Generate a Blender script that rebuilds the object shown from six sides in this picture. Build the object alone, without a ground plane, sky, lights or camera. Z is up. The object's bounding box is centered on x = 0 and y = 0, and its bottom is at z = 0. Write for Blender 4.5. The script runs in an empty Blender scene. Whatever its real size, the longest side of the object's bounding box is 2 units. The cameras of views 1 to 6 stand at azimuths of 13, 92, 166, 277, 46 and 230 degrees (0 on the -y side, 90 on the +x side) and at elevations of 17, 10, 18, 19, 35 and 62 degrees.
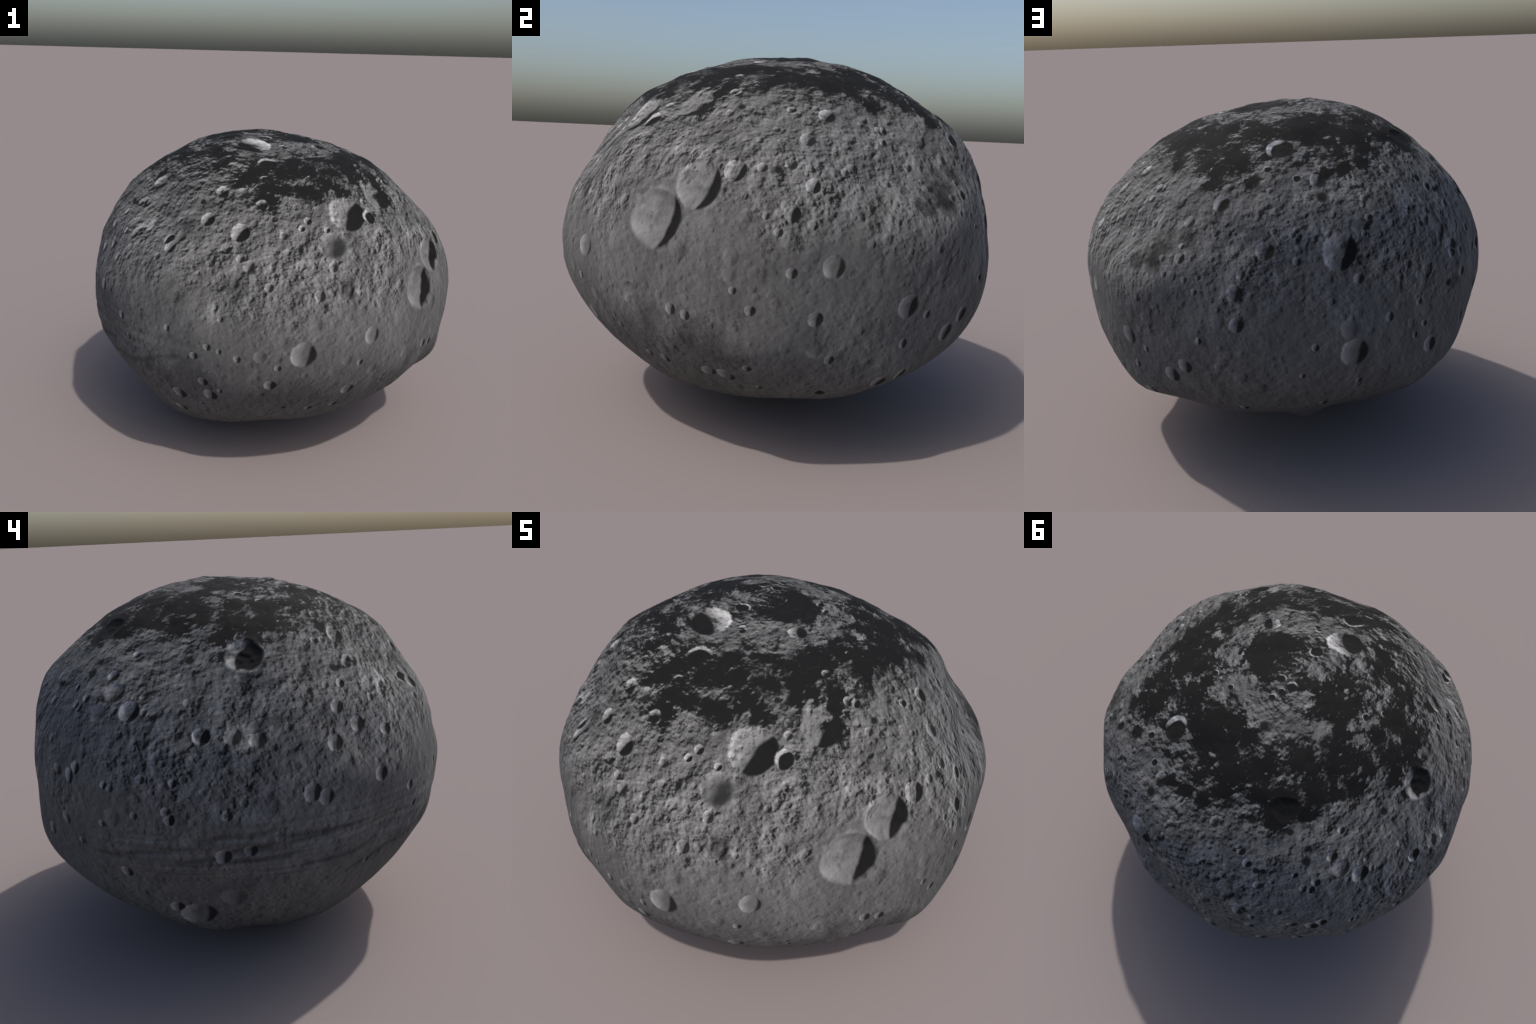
"""A cratered, flattened asteroid, built from a lofted body, impact craters and procedural rock.

The body is a loft through level cross-sections (one ring of radii per latitude).
Craters, painted polar night and paler or duskier patches are placed by latitude
and longitude (degrees, longitude 0 on +x, 90 on +y)."""
import bpy, bmesh, math
import numpy as np
from mathutils import Matrix, Vector

CENTRE = np.array([0.0, 0.0, 0.78])
rng = np.random.default_rng(7)

# ------------------------------------------------------------------ body loft
RINGS = {}


def ring(latitude, *radii):
    """One cross-section: control radii from the centre, every STEP degrees of longitude."""
    RINGS[latitude] = radii


ring(-90, 0.729, 0.726, 0.727, 0.726, 0.729, 0.726, 0.728, 0.729, 0.727, 0.730, 0.729, 0.732, 0.732, 0.736, 0.738, 0.741, 0.745, 0.747, 0.753, 0.751, 0.756, 0.756, 0.757, 0.756, 0.756, 0.750, 0.753, 0.747, 0.745, 0.741, 0.738, 0.735, 0.734, 0.731, 0.730, 0.728)
ring(-80, 0.716, 0.713, 0.711, 0.710, 0.709, 0.711, 0.713, 0.715, 0.718, 0.721, 0.726, 0.730, 0.735, 0.741, 0.747, 0.754, 0.761, 0.769, 0.775, 0.783, 0.787, 0.790, 0.790, 0.788, 0.785, 0.779, 0.772, 0.766, 0.758, 0.751, 0.745, 0.739, 0.734, 0.728, 0.724, 0.719)
ring(-70, 0.722, 0.717, 0.714, 0.713, 0.715, 0.717, 0.720, 0.724, 0.726, 0.730, 0.734, 0.740, 0.747, 0.756, 0.766, 0.776, 0.786, 0.795, 0.804, 0.813, 0.822, 0.828, 0.830, 0.826, 0.818, 0.807, 0.794, 0.782, 0.772, 0.764, 0.758, 0.752, 0.747, 0.741, 0.735, 0.729)
ring(-60, 0.749, 0.741, 0.737, 0.739, 0.743, 0.746, 0.749, 0.751, 0.752, 0.754, 0.756, 0.761, 0.772, 0.784, 0.797, 0.809, 0.819, 0.827, 0.833, 0.842, 0.855, 0.865, 0.869, 0.865, 0.852, 0.833, 0.816, 0.801, 0.787, 0.779, 0.778, 0.776, 0.771, 0.765, 0.761, 0.756)
ring(-50, 0.793, 0.783, 0.779, 0.786, 0.792, 0.795, 0.794, 0.789, 0.793, 0.793, 0.787, 0.795, 0.810, 0.824, 0.837, 0.850, 0.863, 0.869, 0.866, 0.868, 0.882, 0.891, 0.897, 0.899, 0.883, 0.859, 0.841, 0.823, 0.802, 0.797, 0.807, 0.809, 0.804, 0.799, 0.798, 0.798)
ring(-40, 0.849, 0.848, 0.855, 0.858, 0.853, 0.858, 0.854, 0.834, 0.847, 0.844, 0.825, 0.851, 0.869, 0.873, 0.885, 0.894, 0.905, 0.914, 0.907, 0.901, 0.906, 0.906, 0.905, 0.908, 0.901, 0.887, 0.871, 0.852, 0.833, 0.827, 0.833, 0.839, 0.845, 0.843, 0.842, 0.842)
ring(-30, 0.927, 0.947, 0.968, 0.939, 0.910, 0.913, 0.913, 0.900, 0.902, 0.897, 0.892, 0.922, 0.924, 0.922, 0.941, 0.945, 0.942, 0.941, 0.933, 0.931, 0.935, 0.921, 0.905, 0.906, 0.915, 0.911, 0.904, 0.897, 0.883, 0.871, 0.870, 0.877, 0.878, 0.887, 0.886, 0.882)
ring(-20, 1.006, 0.988, 1.001, 0.980, 0.956, 0.960, 0.968, 0.957, 0.950, 0.957, 0.964, 0.975, 0.993, 0.995, 0.989, 0.975, 0.967, 0.957, 0.944, 0.950, 0.962, 0.950, 0.923, 0.925, 0.945, 0.940, 0.926, 0.942, 0.938, 0.921, 0.917, 0.928, 0.920, 0.920, 0.917, 0.949)
ring(-10, 0.999, 0.981, 0.983, 0.974, 0.973, 0.990, 1.007, 0.976, 0.959, 0.984, 0.985, 0.971, 1.000, 1.005, 0.974, 0.974, 0.986, 0.987, 0.980, 0.975, 0.978, 0.976, 0.947, 0.942, 0.972, 0.978, 0.949, 0.957, 0.972, 0.970, 0.964, 0.963, 0.949, 0.938, 0.950, 0.987)
ring(0, 0.998, 0.979, 0.973, 0.984, 0.989, 0.991, 1.005, 0.973, 0.939, 0.953, 0.951, 0.933, 0.952, 0.987, 0.986, 1.005, 1.006, 1.000, 0.997, 0.995, 0.977, 0.963, 0.972, 0.964, 0.958, 0.954, 0.969, 0.970, 0.976, 0.991, 0.987, 0.976, 0.956, 0.943, 0.961, 0.991)
ring(10, 1.013, 0.992, 0.991, 1.022, 1.024, 0.999, 0.983, 0.974, 0.937, 0.930, 0.933, 0.945, 0.974, 0.998, 1.008, 1.023, 1.007, 0.995, 0.988, 0.978, 0.964, 0.953, 0.976, 0.988, 0.980, 0.962, 0.953, 0.946, 0.956, 0.969, 0.966, 0.961, 0.952, 0.944, 0.958, 0.989)
ring(20, 0.989, 0.970, 0.935, 0.938, 0.960, 0.968, 0.953, 0.968, 0.958, 0.961, 0.975, 0.975, 0.975, 0.982, 0.992, 1.000, 0.980, 0.970, 0.970, 0.968, 0.970, 0.948, 0.948, 0.959, 0.956, 0.972, 0.957, 0.926, 0.923, 0.924, 0.926, 0.945, 0.956, 0.951, 0.952, 0.971)
ring(30, 0.941, 0.924, 0.908, 0.900, 0.895, 0.914, 0.958, 0.969, 0.953, 0.954, 0.972, 0.965, 0.948, 0.952, 0.963, 0.974, 0.947, 0.929, 0.932, 0.938, 0.952, 0.947, 0.940, 0.910, 0.887, 0.913, 0.920, 0.912, 0.918, 0.893, 0.892, 0.919, 0.934, 0.925, 0.922, 0.941)
ring(40, 0.896, 0.888, 0.899, 0.901, 0.897, 0.911, 0.935, 0.924, 0.907, 0.903, 0.915, 0.921, 0.924, 0.931, 0.936, 0.940, 0.927, 0.908, 0.910, 0.927, 0.945, 0.935, 0.920, 0.902, 0.885, 0.891, 0.904, 0.920, 0.917, 0.887, 0.887, 0.895, 0.900, 0.893, 0.897, 0.910)
ring(50, 0.878, 0.881, 0.881, 0.877, 0.878, 0.883, 0.882, 0.876, 0.882, 0.879, 0.882, 0.891, 0.904, 0.913, 0.917, 0.916, 0.917, 0.908, 0.901, 0.902, 0.914, 0.914, 0.907, 0.906, 0.906, 0.899, 0.894, 0.889, 0.877, 0.876, 0.876, 0.874, 0.876, 0.877, 0.880, 0.884)
ring(60, 0.849, 0.851, 0.847, 0.848, 0.852, 0.855, 0.858, 0.866, 0.874, 0.873, 0.870, 0.874, 0.883, 0.888, 0.890, 0.887, 0.887, 0.888, 0.886, 0.879, 0.879, 0.879, 0.877, 0.879, 0.884, 0.884, 0.869, 0.848, 0.840, 0.850, 0.855, 0.858, 0.856, 0.855, 0.855, 0.850)
ring(70, 0.827, 0.829, 0.831, 0.832, 0.835, 0.837, 0.840, 0.842, 0.843, 0.848, 0.852, 0.857, 0.862, 0.864, 0.865, 0.865, 0.866, 0.868, 0.867, 0.863, 0.859, 0.857, 0.856, 0.857, 0.863, 0.866, 0.858, 0.837, 0.827, 0.827, 0.830, 0.830, 0.826, 0.826, 0.827, 0.827)
ring(80, 0.822, 0.824, 0.825, 0.826, 0.827, 0.829, 0.832, 0.834, 0.837, 0.838, 0.840, 0.841, 0.843, 0.845, 0.847, 0.848, 0.849, 0.849, 0.847, 0.845, 0.844, 0.843, 0.841, 0.840, 0.838, 0.837, 0.835, 0.833, 0.829, 0.828, 0.827, 0.824, 0.820, 0.819, 0.819, 0.821)
ring(90, 0.827, 0.828, 0.827, 0.828, 0.828, 0.828, 0.827, 0.829, 0.827, 0.829, 0.830, 0.830, 0.830, 0.829, 0.830, 0.829, 0.830, 0.830, 0.830, 0.831, 0.832, 0.832, 0.832, 0.830, 0.830, 0.829, 0.830, 0.831, 0.832, 0.830, 0.830, 0.829, 0.828, 0.828, 0.826, 0.827)

LATS = sorted(RINGS)
GRID = np.array([RINGS[a] for a in LATS])
ROWS, COLS = GRID.shape
STEP_LAT, STEP_LON = 180 / (ROWS - 1), 360 / COLS


def spline(t):
    return np.stack([(1 - t) ** 3, 3 * t ** 3 - 6 * t ** 2 + 4, -3 * t ** 3 + 3 * t ** 2 + 3 * t + 1, t ** 3], -1) / 6


def loft_radius(d):
    lat = np.degrees(np.arcsin(np.clip(d[:, 2], -1, 1)))
    lon = np.degrees(np.arctan2(d[:, 1], d[:, 0])) % 360
    a, b = (lat + 90) / STEP_LAT, lon / STEP_LON
    i, j = np.clip(np.floor(a).astype(int), 0, ROWS - 2), np.floor(b).astype(int)
    wa, wb = spline(a - i), spline(b - j)
    out = np.zeros(len(d))
    for m in range(4):
        for n in range(4):
            ii, jj = i + m - 1, j + n - 1
            south, north = ii < 0, ii > ROWS - 1
            ii = np.where(south, -ii, np.where(north, 2 * (ROWS - 1) - ii, ii))
            jj = (np.where(south | north, jj + COLS // 2, jj)) % COLS
            out += GRID[ii, jj] * wa[:, m] * wb[:, n]
    return out


def unit(lat, lon):
    a, o = math.radians(lat), math.radians(lon)
    return np.array([math.cos(a) * math.cos(o), math.cos(a) * math.sin(o), math.sin(a)])


# ------------------------------------------------------------------ swells: local bulges and hollows
SWELLS = []


def swell(lat, lon, width, height):
    """A broad bulge (height > 0) or hollow, width in degrees, height in metres."""
    SWELLS.append((unit(lat, lon), math.radians(width), height))


swell(21.4, 31.9, 5, -0.0170)
swell(7.4, -170.8, 5, -0.0113)
swell(22.8, 62.4, 5, -0.0107)
swell(13.9, 28.8, 5, 0.0091)
swell(18.4, 53.0, 5, 0.0090)
swell(14.7, -171.0, 5, 0.0089)
swell(24.2, -169.9, 5, -0.0087)
swell(32.6, 23.6, 5, 0.0081)
swell(22.0, 42.9, 5, -0.0079)
swell(6.6, -144.8, 5, 0.0076)
swell(3.8, -152.0, 5, -0.0074)
swell(-15.6, -4.0, 5, 0.0074)
swell(-6.5, 115.9, 5, -0.0072)
swell(26.6, 53.0, 5, -0.0070)
swell(31.6, 57.4, 5, 0.0073)
swell(31.1, -118.0, 5, -0.0070)
swell(23.6, -14.3, 5, 0.0068)
swell(15.1, -140.0, 5, -0.0067)
swell(-11.8, -122.7, 5, 0.0066)
swell(-6.9, -134.0, 5, -0.0065)
swell(19.5, 90.5, 5, 0.0064)
swell(0.2, -167.5, 5, 0.0062)
swell(17.9, 36.5, 5, -0.0063)
swell(13.5, -92.2, 5, -0.0062)
swell(12.8, 75.0, 5, -0.0061)
swell(65.7, -104.8, 5, -0.0060)
swell(-9.6, -145.7, 5, 0.0059)
swell(-38.8, 85.1, 5, 0.0059)
swell(-6.4, 177.5, 5, 0.0058)
swell(7.0, 53.7, 5, -0.0058)
swell(17.6, 19.7, 5, -0.0058)
swell(-26.6, 21.7, 5, 0.0054)
swell(9.8, 94.4, 5, -0.0054)
swell(-24.8, 124.3, 5, -0.0053)
swell(-23.7, -13.3, 5, -0.0053)
swell(22.3, -34.3, 5, 0.0053)
swell(25.4, -62.8, 5, -0.0052)
swell(7.4, -170.8, 5, -0.0051)
swell(-16.8, -97.8, 5, -0.0051)
swell(-19.6, -173.5, 5, -0.0051)
swell(15.3, 44.9, 5, 0.0049)
swell(-35.9, 94.8, 5, -0.0047)
swell(45.4, -34.3, 5, 0.0047)
swell(-16.0, -88.1, 5, 0.0047)
swell(-3.7, -147.2, 5, -0.0051)
swell(14.7, 69.4, 5, 0.0047)
swell(44.8, -122.8, 5, 0.0046)
swell(27.4, 106.3, 5, 0.0046)
swell(33.6, 104.0, 5, -0.0048)
swell(28.5, 116.1, 5, -0.0047)
swell(2.9, -97.3, 5, 0.0046)
swell(14.7, -171.0, 5, 0.0046)
swell(-9.8, -3.3, 5, -0.0046)
swell(31.9, -18.7, 5, -0.0045)
swell(11.0, -96.9, 5, -0.0045)
swell(64.2, -59.3, 5, -0.0044)
swell(19.3, 64.5, 5, -0.0044)
swell(20.2, -108.0, 5, 0.0044)
swell(35.2, 146.2, 5, -0.0043)
swell(-18.6, -113.5, 5, -0.0043)
swell(8.7, 103.0, 5, -0.0043)
swell(-26.2, -23.8, 5, 0.0043)
swell(43.4, 173.0, 5, -0.0042)
swell(32.9, -95.8, 5, -0.0042)
swell(13.5, -72.4, 5, 0.0042)
swell(15.6, 179.9, 5, 0.0042)
swell(23.6, -14.3, 5, 0.0054)
swell(32.3, -17.2, 5, -0.0046)
swell(12.8, 75.0, 5, -0.0045)
swell(3.5, -84.8, 5, -0.0041)
swell(9.9, -25.9, 5, -0.0041)
swell(2.8, 134.5, 5, 0.0041)
swell(-9.1, 138.2, 5, -0.0041)
swell(24.2, -169.9, 5, -0.0040)
swell(21.9, -49.4, 5, 0.0040)
swell(31.9, 29.0, 5, 0.0039)
swell(-12.6, -110.0, 5, 0.0039)
swell(-4.1, 75.5, 5, -0.0039)
swell(26.6, -19.8, 5, 0.0042)
swell(32.3, -17.2, 5, -0.0056)
swell(42.7, -31.9, 5.5, -0.0162)
swell(11.3, -84.3, 5.5, 0.0148)
swell(39.9, 26.0, 5.5, -0.0140)
swell(36.4, 45.2, 5.5, 0.0138)
swell(8.1, 143.0, 5.5, -0.0129)
swell(19.8, -179.9, 5.5, -0.0126)
swell(2.4, 166.3, 5.5, -0.0123)
swell(-1.7, 94.4, 5.5, 0.0123)
swell(43.8, -111.7, 5.5, 0.0117)
swell(-3.2, 131.9, 5.5, -0.0113)
swell(59.3, -85.2, 5.5, 0.0105)
swell(20.3, 22.8, 5.5, -0.0104)
swell(26.1, -127.5, 5.5, 0.0103)
swell(61.1, -119.0, 5.5, -0.0094)
swell(-3.9, -148.9, 5.5, 0.0092)
swell(14.9, 92.7, 5.5, -0.0092)
swell(12.2, -46.6, 5.5, -0.0090)
swell(14.1, -20.2, 5.5, -0.0083)
swell(-10.6, -170.7, 5.5, -0.0080)
swell(13.7, 21.0, 5.5, 0.0079)
swell(1.2, 46.6, 5.5, -0.0079)
swell(-17.0, 180.0, 5.5, -0.0076)
swell(16.5, -139.3, 5.5, -0.0070)
swell(-18.3, -160.5, 5.5, -0.0070)
swell(-32.4, 172.4, 5.5, 0.0069)
swell(12.6, -38.6, 5.5, -0.0068)
swell(-6.7, -134.4, 5.5, -0.0066)
swell(19.1, -12.0, 5.5, -0.0064)
swell(-30.3, -97.1, 5.5, 0.0062)
swell(34.6, -152.1, 5.5, -0.0061)
swell(19.3, 26.5, 5.5, -0.0060)
swell(0.7, 39.5, 5.5, -0.0059)
swell(35.7, 148.1, 5.5, 0.0056)
swell(42.4, -105.0, 5.5, 0.0052)
swell(33.4, 51.5, 5.5, 0.0051)
swell(-22.2, 29.9, 6, 0.0303)
swell(-21.6, 38.8, 6, 0.0236)
swell(-25.9, 165.6, 6, 0.0200)
swell(-21.9, 116.8, 6, 0.0177)
swell(-41.4, 178.2, 6, 0.0175)
swell(-14.9, -21.9, 6, 0.0174)
swell(-17.9, -8.2, 6, 0.0164)
swell(-11.6, -36.4, 6, 0.0138)
swell(-15.1, 45.0, 6, 0.0134)
swell(-33.9, 171.9, 6, 0.0086)
swell(-3.8, 159.4, 6, 0.0079)
swell(-22.9, -25.2, 6, 0.0066)
swell(-10.7, -14.9, 6, 0.0053)
swell(-12.4, -29.5, 6, 0.0051)
swell(-18.4, -18.8, 6, 0.0025)
swell(-21.9, 116.8, 6, 0.0018)
swell(-39.2, 83.3, 3.5, 0.018)  # stub of the southern central peak

# ------------------------------------------------------------------ craters
CRATERS = []
LOOKS = {  # depth, reach of the painted shadow, how dark, edge softness, lit wall, pale floor
    "deep": (0.16, -0.08, 1.0, 0.16, 1.7, 0.04),
    "plain": (0.1, 0.02, 0.92, 0.28, 1.15, 0.03),
    "shallow": (0.06, 0.22, 0.5, 0.45, 0.4, 0.03),
    "black": (0.07, -1.6, 0.95, 0.75, 0.1, 0),
    "rimmed": (0.14, -0.72, 1.0, 0.16, 1.3, 0),
    "pale": (0.02, 2, 0.0, 1.1, 0.1, 0.55),
    "hollow": (0.03, 2, 0, 0.15, 0.5, 0),
}


def crater(lat, lon, size, look, **own):
    """An impact crater; size is the rim radius in metres. Its eastern wall is painted in shadow."""
    names = ("depth", "reach", "dark", "soft", "glow", "pale")
    c = dict(zip(names, LOOKS[look]), n=unit(lat, lon), size=size, lat=lat, turn=None, look=look)
    c.update(own)
    CRATERS.append(c)


crater(46.8, 138.7, 0.059, "rimmed", reach=-0.75, turn=30, glow=0.8)
crater(34.9, -40.1, 0.037, "deep", reach=-0.45)
crater(37.0, -48.3, 0.092, "deep", reach=0.02, pale=0.3, glow=1.1)
crater(18.8, 91.1, 0.075, "deep", reach=0.25, depth=0.2)
crater(27.6, -57.4, 0.068, "black", reach=-0.05, soft=0.5, dark=0.8, glow=0.5)
crater(3.2, 13.3, 0.042, "plain", reach=0.35)
crater(41.4, -27.3, 0.079, "deep", reach=0.15, pale=0.2, glow=0.4)
crater(6.1, -154.9, 0.039, "plain", reach=0.15)
crater(16.2, -147.6, 0.035, "plain", reach=0.1)
crater(-1.4, -68.5, 0.060, "plain", reach=0.3, depth=0.1)
crater(4.5, -151.6, 0.033, "plain", reach=0.35)
crater(19.3, 8.8, 0.027, "deep", reach=0.1)
crater(18.5, -16.2, 0.088, "deep", reach=0.35, depth=0.22, pale=0.2, glow=0.9)
crater(-6.4, 93.5, 0.062, "plain", reach=0.2)
crater(25.1, 162.0, 0.042, "deep", reach=0.2)
crater(44.9, -13.7, 0.020, "deep", reach=-0.2)
crater(38.9, -167.8, 0.074, "deep", reach=-0.4, turn=30, depth=0.22, glow=1.1)
crater(21.8, -8.1, 0.041, "deep", reach=0.3, pale=0.14, glow=1.6)
crater(10.8, -26.1, 0.110, "deep", reach=0.43, depth=0.2, pale=0.28, glow=0.7)
crater(31.5, 59.1, 0.036, "deep", reach=-0.2, glow=1.8)
crater(29.1, 156.4, 0.043, "plain", reach=0.35)
crater(38.0, 88.4, 0.032, "deep", reach=0)
crater(24.4, -110.3, 0.032, "deep", reach=0.1)
crater(1.8, -48.5, 0.042, "plain", reach=0.55)
crater(-5.8, 31.5, 0.046, "plain", reach=0.15)
crater(70.5, -98.2, 0.083, "deep", reach=-0.1, turn=110, glow=2.2)
crater(50.0, 76.7, 0.059, "rimmed", reach=-0.65, turn=35, glow=2.4)
crater(42.8, -133.4, 0.041, "deep", reach=0.2)
crater(38.7, 15.1, 0.032, "deep", reach=0, glow=2.3)
crater(9.7, 1.8, 0.017, "plain")
crater(20.0, 72.0, 0.040, "plain")
crater(11.6, -170.4, 0.011, "shallow")
crater(14.8, -176.7, 0.011, "plain")
crater(16.3, -78.1, 0.022, "plain")
crater(5.2, 1.5, 0.020, "shallow")
crater(7.3, 3.7, 0.014, "shallow")
crater(17.4, 79.8, 0.019, "plain")
crater(20.8, -81.1, 0.017, "shallow")
crater(18.9, -166.5, 0.034, "plain")
crater(23.7, 79.0, 0.014, "plain", glow=1.3)
crater(19.9, -172.1, 0.035, "plain")
crater(24.7, 74.2, 0.016, "plain")
crater(21.8, -84.2, 0.028, "plain")
crater(22.5, 83.6, 0.012, "plain")
crater(12.8, -0.8, 0.015, "plain")
crater(14.5, 66.0, 0.020, "plain")
crater(21.5, -77.2, 0.014, "plain")
crater(8.4, -179.1, 0.014, "shallow")
crater(10.0, 64.6, 0.036, "plain")
crater(21.4, -166.9, 0.026, "shallow")
crater(4.3, -4.1, 0.012, "plain")
crater(23.9, -87.0, 0.021, "plain")
crater(6.5, 67.6, 0.046, "shallow")
crater(13.4, 4.4, 0.030, "deep")
crater(47.8, 153.0, 0.016, "black")
crater(6.3, -86.4, 0.010, "plain")
crater(1.9, 4.8, 0.021, "plain", glow=1.3)
crater(20.1, -179.4, 0.034, "deep")
crater(14.2, 84.7, 0.012, "plain")
crater(23.7, -169.8, 0.012, "plain")
crater(2.9, 7.7, 0.016, "shallow")
crater(10.3, 174.5, 0.018, "deep")
crater(3.1, -174.1, 0.021, "plain")
crater(7.1, -91.0, 0.016, "plain")
crater(14.0, -63.9, 0.027, "plain")
crater(4.6, -87.9, 0.011, "plain")
crater(6.2, 78.7, 0.013, "shallow")
crater(4.8, 82.1, 0.017, "shallow")
crater(40.9, 140.7, 0.021, "black")
crater(23.8, 93.0, 0.010, "plain")
crater(40.3, -38.2, 0.017, "plain")
crater(6.6, 176.0, 0.011, "plain")
crater(-4.4, 1.8, 0.022, "shallow")
crater(9.1, 13.2, 0.011, "plain")
crater(2.6, 65.0, 0.031, "plain")
crater(28.7, -75.2, 0.012, "plain")
crater(9.5, 87.5, 0.011, "plain")
crater(0.8, 8.5, 0.011, "plain")
crater(69.9, 131.9, 0.011, "rimmed")
crater(14.2, 171.9, 0.015, "plain")
crater(42.8, 127.1, 0.027, "black")
crater(72.7, 30.7, 0.017, "deep", reach=-0.2)
crater(-0.7, 86.6, 0.012, "plain")
crater(0.9, -7.5, 0.027, "shallow")
crater(67.8, 119.6, 0.030, "black")
crater(43.2, -37.8, 0.019, "plain")
crater(17.8, 58.3, 0.014, "plain")
crater(12.3, -158.2, 0.019, "shallow")
crater(25.6, -175.8, 0.012, "plain")
crater(13.3, 55.3, 0.014, "plain")
crater(0.3, 12.1, 0.011, "plain")
crater(-16.0, -52.9, 0.034, "plain", reach=0.4)
crater(24.4, 96.2, 0.027, "shallow")
crater(-2.2, -6.7, 0.015, "plain")
crater(3.3, 60.7, 0.034, "shallow")
crater(31.0, -73.7, 0.020, "plain")
crater(-6.1, -3.1, 0.021, "plain")
crater(21.4, -58.8, 0.023, "plain")
crater(11.4, -59.5, 0.016, "shallow")
crater(6.0, -159.2, 0.011, "plain")
crater(2.0, 178.5, 0.018, "shallow")
crater(11.6, 15.6, 0.013, "deep")
crater(22.4, 98.0, 0.015, "plain")
crater(-27.7, 175.7, 0.077, "plain", reach=0.45)
crater(27.9, -159.2, 0.013, "plain")
crater(-4.4, 83.6, 0.017, "plain")
crater(-0.3, 92.3, 0.041, "shallow")
crater(9.8, 54.4, 0.015, "plain")
crater(23.6, 60.9, 0.016, "shallow")
crater(74.6, 42.2, 0.021, "deep", reach=-0.3)
crater(18.9, 97.9, 0.012, "plain")
crater(4.2, 58.4, 0.012, "plain")
crater(10.7, 167.1, 0.019, "plain")
crater(38.5, 114.4, 0.024, "plain")
crater(76.3, 154.7, 0.012, "rimmed")
crater(69.7, 107.5, 0.009, "rimmed")
crater(-7.6, 10.2, 0.029, "plain", glow=1.3)
crater(12.5, 51.7, 0.015, "plain")
crater(9.0, 95.3, 0.012, "plain")
crater(19.8, 2.5, 0.012, "plain")
crater(31.5, -95.1, 0.014, "plain")
crater(11.7, 95.8, 0.024, "plain")
crater(32.9, 145.8, 0.026, "black")
crater(33.5, -67.2, 0.016, "deep")
crater(2.4, 173.4, 0.024, "deep")
crater(-2.2, -79.8, 0.032, "shallow")
crater(33.9, -168.7, 0.032, "shallow")
crater(0.0, -161.1, 0.009, "shallow")
crater(3.8, 22.8, 0.018, "shallow")
crater(77.1, 129.1, 0.011, "rimmed")
crater(32.6, -58.1, 0.016, "deep")
crater(72.3, 101.2, 0.011, "rimmed")
crater(24.2, 58.4, 0.019, "plain")
crater(27.6, 176.9, 0.018, "plain")
crater(-26.7, -15.3, 0.030, "plain", reach=0.4)
crater(35.9, -64.6, 0.019, "deep")
crater(34.3, 124.8, 0.017, "deep")
crater(24.4, -13.1, 0.027, "shallow")
crater(39.5, 158.4, 0.017, "deep")
crater(76.9, 113.8, 0.017, "rimmed")
crater(71.6, -177.6, 0.119, "hollow")
crater(37.6, -13.8, 0.018, "plain")
crater(26.1, 100.1, 0.016, "deep")
crater(30.4, 93.0, 0.012, "plain")
crater(7.8, -55.7, 0.022, "shallow")
crater(33.4, 112.1, 0.017, "plain")
crater(27.7, -153.0, 0.011, "plain")
crater(63.2, -166.2, 0.017, "rimmed")
crater(79.7, 123.1, 0.014, "rimmed")
crater(22.3, -149.4, 0.009, "plain")
crater(22.4, 1.2, 0.018, "black")
crater(17.4, 49.8, 0.024, "deep", glow=1.6)
crater(22.7, -2.2, 0.019, "plain")
crater(29.1, 142.6, 0.014, "rimmed")
crater(39.6, -86.7, 0.014, "black")
crater(81.4, 139.8, 0.026, "rimmed")
crater(-1.9, -91.1, 0.014, "plain")
crater(-3.5, -86.0, 0.018, "plain")
crater(0.2, -154.3, 0.009, "plain")
crater(69.0, 85.0, 0.011, "rimmed")
crater(30.5, 128.0, 0.021, "deep")
crater(-0.1, 171.7, 0.012, "plain")
crater(-5.1, 62.7, 0.022, "shallow")
crater(38.2, 99.6, 0.015, "plain")
crater(-1.1, -94.4, 0.019, "plain")
crater(29.0, 165.0, 0.019, "plain")
crater(29.0, 130.9, 0.019, "black")
crater(13.2, 46.2, 0.015, "plain")
crater(26.7, -47.4, 0.019, "shallow")
crater(-14.6, 10.7, 0.033, "shallow")
crater(32.9, 88.4, 0.033, "black")
crater(-26.5, -10.0, 0.039, "plain", reach=0.4)
crater(-0.6, -96.9, 0.013, "plain")
crater(59.0, -155.8, 0.018, "rimmed")
crater(83.6, 109.3, 0.023, "rimmed")
crater(35.1, 73.1, 0.015, "plain")
crater(40.4, -81.7, 0.028, "deep", turn=70)
crater(-5.3, -75.2, 0.017, "plain")
crater(-5.5, -169.5, 0.027, "plain")
crater(23.9, 4.0, 0.024, "plain")
crater(40.5, -59.2, 0.027, "shallow")
crater(39.6, -10.7, 0.020, "black")
crater(8.3, 159.8, 0.016, "plain")
crater(2.6, 165.1, 0.016, "plain")
crater(-4.1, -90.1, 0.007, "plain")
crater(6.3, 48.7, 0.012, "plain")
crater(70.2, 72.2, 0.014, "rimmed")
crater(20.2, 49.5, 0.014, "deep")
crater(24.0, -145.1, 0.029, "plain")
crater(26.3, 135.9, 0.015, "plain")
crater(83.0, -170.7, 0.012, "rimmed")
crater(-2.9, 25.3, 0.010, "plain")
crater(8.5, -107.6, 0.011, "plain")
crater(-1.3, 169.1, 0.012, "plain")
crater(38.8, 175.6, 0.025, "black")
crater(8.5, 45.1, 0.013, "plain")
crater(8.8, 158.2, 0.016, "deep")
crater(-1.8, 55.6, 0.015, "deep")
crater(19.3, -140.1, 0.033, "plain")
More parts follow.
